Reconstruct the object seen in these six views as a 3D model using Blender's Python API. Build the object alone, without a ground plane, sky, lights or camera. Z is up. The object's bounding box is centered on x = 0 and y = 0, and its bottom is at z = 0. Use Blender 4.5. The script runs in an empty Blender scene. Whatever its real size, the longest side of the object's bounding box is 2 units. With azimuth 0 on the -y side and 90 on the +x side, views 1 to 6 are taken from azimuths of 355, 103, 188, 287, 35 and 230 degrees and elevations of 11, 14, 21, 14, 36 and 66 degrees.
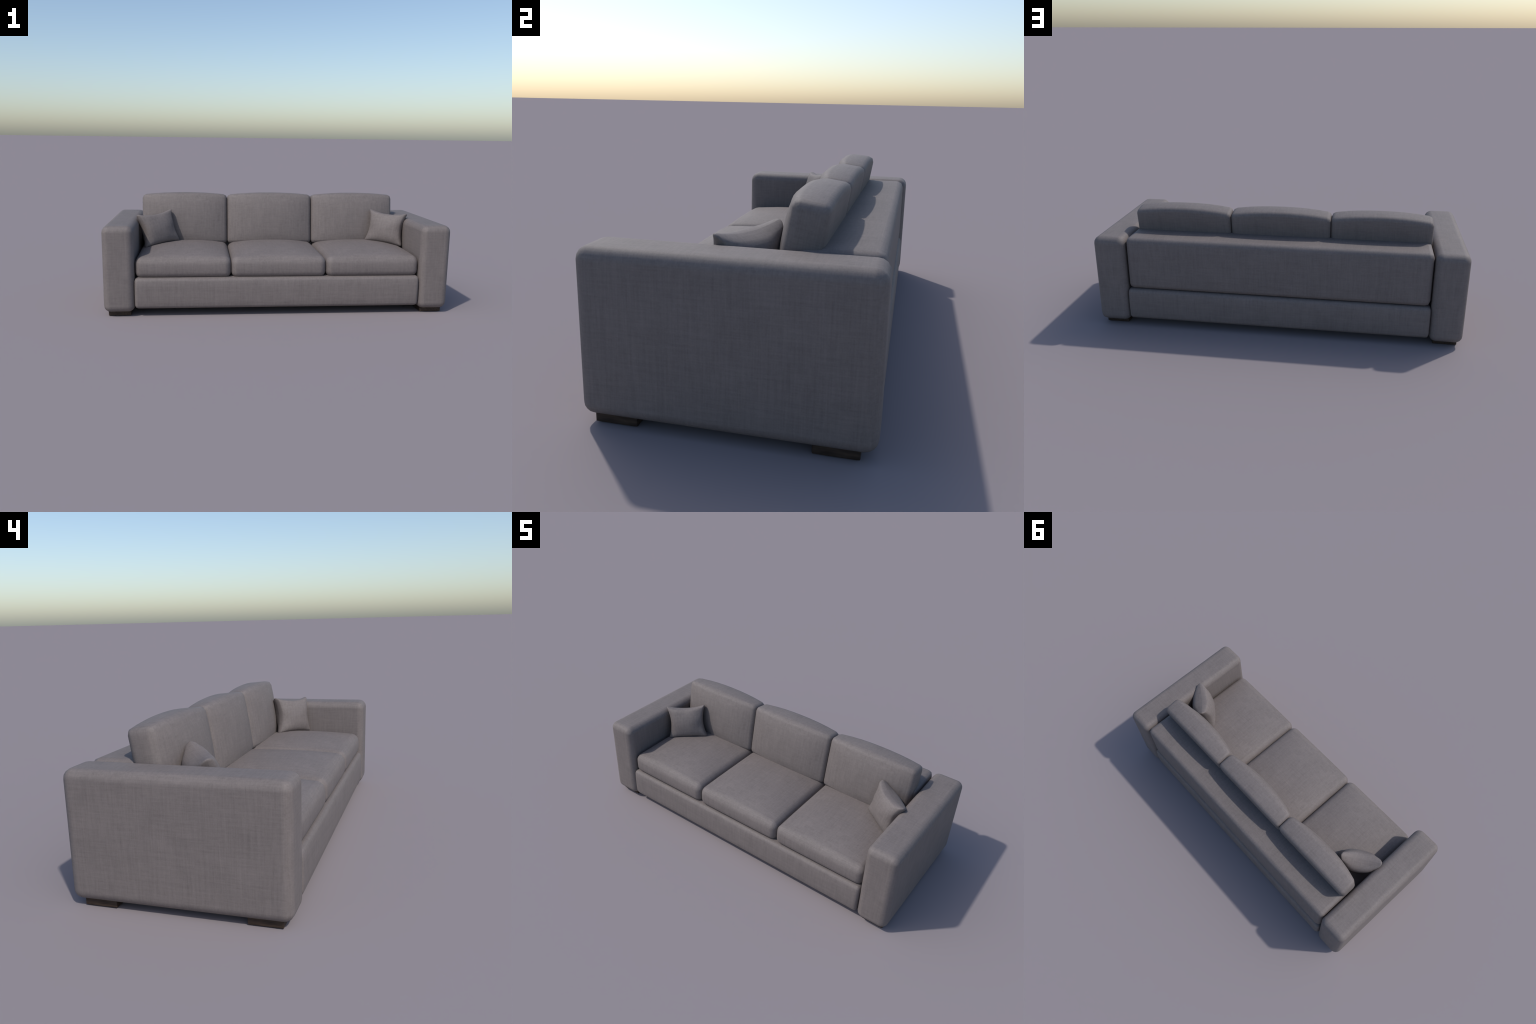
import bpy, math
from mathutils import Vector, Matrix

# ------------------------------------------------------------------ materials
def fabric_material(name, tone=1.0):
    """Taupe-grey linen: three directional slub noises give a crosshatched weave on every face."""
    m = bpy.data.materials.new(name)
    m.use_nodes = True
    nt = m.node_tree
    nd, lk = nt.nodes, nt.links
    bsdf = nd["Principled BSDF"]
    bsdf.inputs["Roughness"].default_value = 0.7
    bsdf.inputs["Specular IOR Level"].default_value = 0.5
    co = nd.new("ShaderNodeTexCoord")

    def noise(scale_vec, detail=2.0, rough=0.55):
        mp = nd.new("ShaderNodeMapping")
        mp.inputs["Scale"].default_value = scale_vec
        lk.new(co.outputs["Object"], mp.inputs["Vector"])
        n = nd.new("ShaderNodeTexNoise")
        n.inputs["Scale"].default_value = 1.0
        n.inputs["Detail"].default_value = detail
        n.inputs["Roughness"].default_value = rough
        lk.new(mp.outputs["Vector"], n.inputs["Vector"])
        return n.outputs["Fac"]

    def math_node(op, a, b):
        n = nd.new("ShaderNodeMath")
        n.operation = op
        for i, v in enumerate((a, b)):
            if isinstance(v, (int, float)):
                n.inputs[i].default_value = v
            else:
                lk.new(v, n.inputs[i])
        return n.outputs[0]

    F, S = 230.0, 12.0          # across-thread and along-thread frequency
    tx = noise((S, F, F))
    ty = noise((F, S, F))
    tz = noise((F, F, S * 0.8))
    F2, S2 = 90.0, 8.0         # broader bands of thread
    bx = noise((S2, F2, F2), 1.0)
    by = noise((F2, S2, F2), 1.0)
    bz = noise((F2, F2, S2), 1.0)
    blotch = noise((9, 9, 9), 2.0)
    fine = math_node('ADD', math_node('ADD', tx, ty), math_node('MULTIPLY', tz, 1.1))
    band = math_node('ADD', math_node('ADD', math_node('MULTIPLY', bx, 0.9), by), math_node('MULTIPLY', bz, 1.3))
    fine = math_node('MULTIPLY', math_node('SUBTRACT', fine, 1.6), 0.5)
    band = math_node('MULTIPLY', math_node('SUBTRACT', band, 1.6), 0.30)
    blot = math_node('MULTIPLY', math_node('SUBTRACT', blotch, 0.5), 0.35)
    fac = math_node('ADD', math_node('ADD', math_node('ADD', fine, band), blot), 0.5)
    ramp = nd.new("ShaderNodeValToRGB")
    e = ramp.color_ramp.elements
    base = Vector((0.170, 0.1455, 0.138)) * tone
    e[0].position, e[0].color = 0.12, (*(base * 0.80), 1)
    e[1].position, e[1].color = 0.88, (*(base * 1.20), 1)
    lk.new(fac, ramp.inputs["Fac"])
    lk.new(ramp.outputs["Color"], bsdf.inputs["Base Color"])
    bump = nd.new("ShaderNodeBump")
    bump.inputs["Strength"].default_value = 0.18
    bump.inputs["Distance"].default_value = 0.0015
    lk.new(fine, bump.inputs["Height"])
    lk.new(bump.outputs["Normal"], bsdf.inputs["Normal"])
    return m


def wood_material():
    m = bpy.data.materials.new("dark_wood")
    m.use_nodes = True
    nt = m.node_tree
    nd, lk = nt.nodes, nt.links
    bsdf = nd["Principled BSDF"]
    bsdf.inputs["Roughness"].default_value = 0.6
    bsdf.inputs["Specular IOR Level"].default_value = 0.3
    co = nd.new("ShaderNodeTexCoord")
    mp = nd.new("ShaderNodeMapping")
    mp.inputs["Scale"].default_value = (130, 20, 130)
    lk.new(co.outputs["Object"], mp.inputs["Vector"])
    n = nd.new("ShaderNodeTexNoise")
    n.inputs["Scale"].default_value = 1.0
    n.inputs["Detail"].default_value = 3.0
    lk.new(mp.outputs["Vector"], n.inputs["Vector"])
    ramp = nd.new("ShaderNodeValToRGB")
    e = ramp.color_ramp.elements
    e[0].position, e[0].color = 0.3, (0.022, 0.014, 0.010, 1)
    e[1].position, e[1].color = 0.75, (0.060, 0.039, 0.027, 1)
    lk.new(n.outputs["Fac"], ramp.inputs["Fac"])
    lk.new(ramp.outputs["Color"], bsdf.inputs["Base Color"])
    return m


FABRIC = fabric_material("linen_fabric")
WOOD = wood_material()

# ------------------------------------------------------------------ geometry
def axis_stations(h, r, inner, rim, seg):
    """Stations along one axis: (inner coordinate, how far round the rounded edge, -1..1)."""
    a = h - r
    st = [(-a, -(seg - i) / seg) for i in range(seg)]
    st.append((-a, 0.0))
    flat = [(-a + rim) + (2 * a - 2 * rim) * i / inner for i in range(inner + 1)] if rim > 0 else \
           [-a + 2 * a * i / inner for i in range(1, inner)]
    st += [(v, 0.0) for v in flat]
    st.append((a, 0.0))
    st += [(a, (i + 1) / seg) for i in range(seg)]
    return st


def finish(me, material):
    """Smooth shading with area-weighted normals, so broad faces stay flat and only the edges roll."""
    me.polygons.foreach_set("use_smooth", [True] * len(me.polygons))
    acc = [Vector((0, 0, 0)) for _ in me.vertices]
    for p in me.polygons:
        for v in p.vertices:
            acc[v] += p.normal * p.area
    me.normals_split_custom_set_from_vertices([n.normalized() for n in acc])
    me.materials.append(material)


def soft_box(name, half, radius, inner=(4, 4, 4), rim=0.015, seg=1, deform=None, material=FABRIC):
    """Rounded, upholstered box made of six gridded faces welded at the rounded edges."""
    stations = [axis_stations(half[k], radius, inner[k], rim, seg) for k in range(3)]
    verts, faces, index = [], [], {}

    def vert(p):
        key = tuple(round(c, 5) for c in p)
        if key not in index:
            index[key] = len(verts)
            verts.append(p)
        return index[key]

    for k in range(3):
        i, j = (k + 1) % 3, (k + 2) % 3
        for sgn in (1, -1):
            grid = []
            for (a, ta) in stations[i]:
                row = []
                for (b, tb) in stations[j]:
                    d = [0, 0, 0]
                    d[k] = sgn
                    d[i] = math.tan(ta * math.pi / 4)
                    d[j] = math.tan(tb * math.pi / 4)
                    n = Vector(d).normalized() * radius
                    c = [0, 0, 0]
                    c[k], c[i], c[j] = sgn * (half[k] - radius), a, b
                    row.append(vert(tuple(Vector(c) + n)))
                grid.append(row)
            for u in range(len(grid) - 1):
                for v in range(len(grid[0]) - 1):
                    q = [grid[u][v], grid[u + 1][v], grid[u + 1][v + 1], grid[u][v + 1]]
                    faces.append(q if sgn > 0 else q[::-1])
    if deform:
        verts = [tuple(deform(Vector(p))) for p in verts]
    me = bpy.data.meshes.new(name)
    me.from_pydata(verts, [], faces)
    me.validate()
    finish(me, material)
    return me


def smooth01(t):
    t = max(0.0, min(1.0, t))
    return t * t * (3 - 2 * t)


ROOT = bpy.data.objects.new("sofa", None)
bpy.context.collection.objects.link(ROOT)
ROOT["label"] = "three-seat sofa in grey linen with two small throw pillows"
ROOT["category"] = "sofa"


def place(name, mesh, loc, rot=None, parent=ROOT):
    ob = bpy.data.objects.new(name, mesh)
    bpy.context.collection.objects.link(ob)
    ob.parent = parent
    m = Matrix.Translation(loc)
    if rot is not None:
        m = m @ rot.to_4x4()
    ob.matrix_local = m
    return ob


# --- arms: tall rounded slabs on block feet
ARM_X0, ARM_X1 = 0.824, 1.0
ARM_Y = 0.418
ARM_Z0, ARM_Z1 = 0.024, 0.518
arm_mesh = soft_box("arm", ((ARM_X1 - ARM_X0) / 2, ARM_Y, (ARM_Z1 - ARM_Z0) / 2), 0.039, (1, 4, 3), 0.0, 2)
arms = []
for s in (-1, 1):
    arms.append(place("arm", arm_mesh, (s * (ARM_X0 + ARM_X1) / 2, 0, (ARM_Z0 + ARM_Z1) / 2)))

foot_mesh = soft_box("foot", (0.063, 0.064, 0.017), 0.003, (2, 2, 1), 0.004, material=WOOD)
for s, arm in zip((-1, 1), arms):
    for y in (-0.317, 0.309):
        place("foot", foot_mesh, Vector((s * 0.912, y, 0.017)) - arm.location, parent=arm)

# --- base rail under the seats, running the full depth
BASE_Z0, BASE_Z1 = 0.043, 0.223
BASE_H = (BASE_Z1 - BASE_Z0) / 2


def base_shape(p):
    """Padding swells the long front and back faces a little at mid height."""
    x, y, z = p
    return Vector((x, y + 0.005 * (y / 0.411) * (1 - min(1, abs(z / BASE_H)) ** 3), z))


base_mesh = soft_box("base", (0.825, 0.411, BASE_H), 0.020, (8, 4, 4), 0.0, deform=base_shape)
place("base", base_mesh, (0, 0.0, (BASE_Z0 + BASE_Z1) / 2))

# --- back panel
PZ0, PZ1 = 0.221, 0.517
PY0, PY1 = 0.150, 0.404
panel_mesh = soft_box("back_panel", (0.820, (PY1 - PY0) / 2, (PZ1 - PZ0) / 2), 0.030, (8, 2, 3), 0.0)
place("back_panel", panel_mesh, (0, (PY0 + PY1) / 2, (PZ0 + PZ1) / 2))

# --- seat cushions: domed top, slightly bulging front
SX = (-0.822, -0.2775, 0.273, 0.822)
SZ0, SZ1 = 0.214, 0.335
SY0, SY1 = -0.395, 0.190


def seat_shape(hx, hy, hz):
    def f(p):
        x, y, z = p
        tx, ty, tz = abs(x) / hx, abs(y) / hy, z / hz
        dome = (1 - min(1, tx) ** 2.8) * (1 - min(1, ty) ** 2.8)
        up = smooth01((tz + 1) / 2)
        z += 0.035 * dome * up
        if y < 0:
            y -= 0.007 * (1 - min(1, abs(tz)) ** 2) * (1 - min(1, tx) ** 10) * smooth01((ty - 0.3) / 0.7)
        return Vector((x, y, z))
    return f


for a, b in zip(SX[:-1], SX[1:]):
    hx, hy, hz = (b - a) / 2 + 0.0005, (SY1 - SY0) / 2, (SZ1 - SZ0) / 2
    me = soft_box("seat_cushion", (hx, hy, hz), 0.037, (8, 8, 2), 0.0, 2, deform=seat_shape(hx, hy, hz))
    place("seat_cushion", me, ((a + b) / 2, (SY0 + SY1) / 2, (SZ0 + SZ1) / 2))

# --- back cushions: lean back, bulge at the front, crowned top
BX = (-0.819, -0.280, 0.268, 0.806)
TILT = math.radians(-9.0)


def back_shape(hx, hy, hz):
    def f(p):
        x, y, z = p
        tx, ty, tz = min(1, abs(x) / hx), y / hy, z / hz
        bow = (1 - tx ** 2.4)
        side = (1 - ty) / 2                       # 1 at the front face, 0 at the back
        y -= 0.043 * bow * smooth01(side) * (1 - (0.62 * min(1, tz) ** 3.5 if tz > 0 else 0.45 * min(1, -tz) ** 2.5))
        z += smooth01(tz) * (1 - tx ** 2.2) * (0.022 - 0.010 * side)
        return Vector((x, y, z))
    return f


for a, b in zip(BX[:-1], BX[1:]):
    hx, hy, hz = (b - a) / 2 + 0.0008, 0.055, 0.158
    me = soft_box("back_cushion", (hx, hy, hz), 0.024, (8, 2, 6), 0.0, deform=back_shape(hx, hy, hz))
    place("back_cushion", me, ((a + b) / 2, 0.170, 0.481), Matrix.Rotation(TILT, 3, 'X'))

# --- throw pillows: plump centre, thick rolled edge, pinched sides and blunt corners
def pillow_mesh(w, h, belly, phase):
    edge = 0.016

    def f(p):
        x, y, z = p
        u, v = max(-1, min(1, 2 * x / w)), max(-1, min(1, 2 * z / h))
        full = (1 - u * u) * (1 - v * v)
        x *= 1 - 0.19 * (1 - v * v) * u * u
        z *= 1 - (0.21 if v > 0 else 0.08) * (1 - u * u) * v * v
        sgn = y / edge
        y += sgn * belly * (1 + 0.22 * v) * full ** (0.64 if v > 0 else 0.72) + 0.015 * (1 + 0.7 * v) * full ** 0.7
        # soft folds running in from the corners
        fold = math.sin(3.1 * (u + v) + phase) * math.sin(4.3 * (u - v) + 1.7 * phase) * (u * u + v * v)
        y += sgn * 0.006 * fold * full ** 0.5
        return Vector((x, y, z))

    return soft_box("throw_pillow", (w / 2, edge, h / 2), edge * 0.98, (14, 1, 14), 0.0, 2, f)


def pillow(corners, thick, phase, push):
    """corners: upper left, upper right, lower right, lower left as seen from the front."""
    tl, tr, br, bl = [Vector(c) for c in corners]
    centre = (tl + tr + br + bl) / 4
    ux = ((tr - tl) + (br - bl)) / 2
    uz = ((tl - bl) + (tr - br)) / 2
    w, h = ux.length, uz.length
    ex = ux.normalized()
    ey = uz.cross(ex).normalized()
    ez = ex.cross(ey)
    rot = Matrix((ex, ey, ez)).transposed()
    place("throw_pillow", pillow_mesh(w * 1.05, h * 1.05, thick / 2 - 0.013, phase), centre + ey * push, rot)


pillow([(-0.834, -0.08, 0.537), (-0.649, 0.068, 0.558), (-0.579, 0.03, 0.366), (-0.783, -0.114, 0.346)], 0.128, 0.4, 0.0)
pillow([(0.646, 0.069, 0.559), (0.850, -0.058, 0.545), (0.808, -0.103, 0.345), (0.618, 0.050, 0.361)], 0.128, 2.1, 0.0)
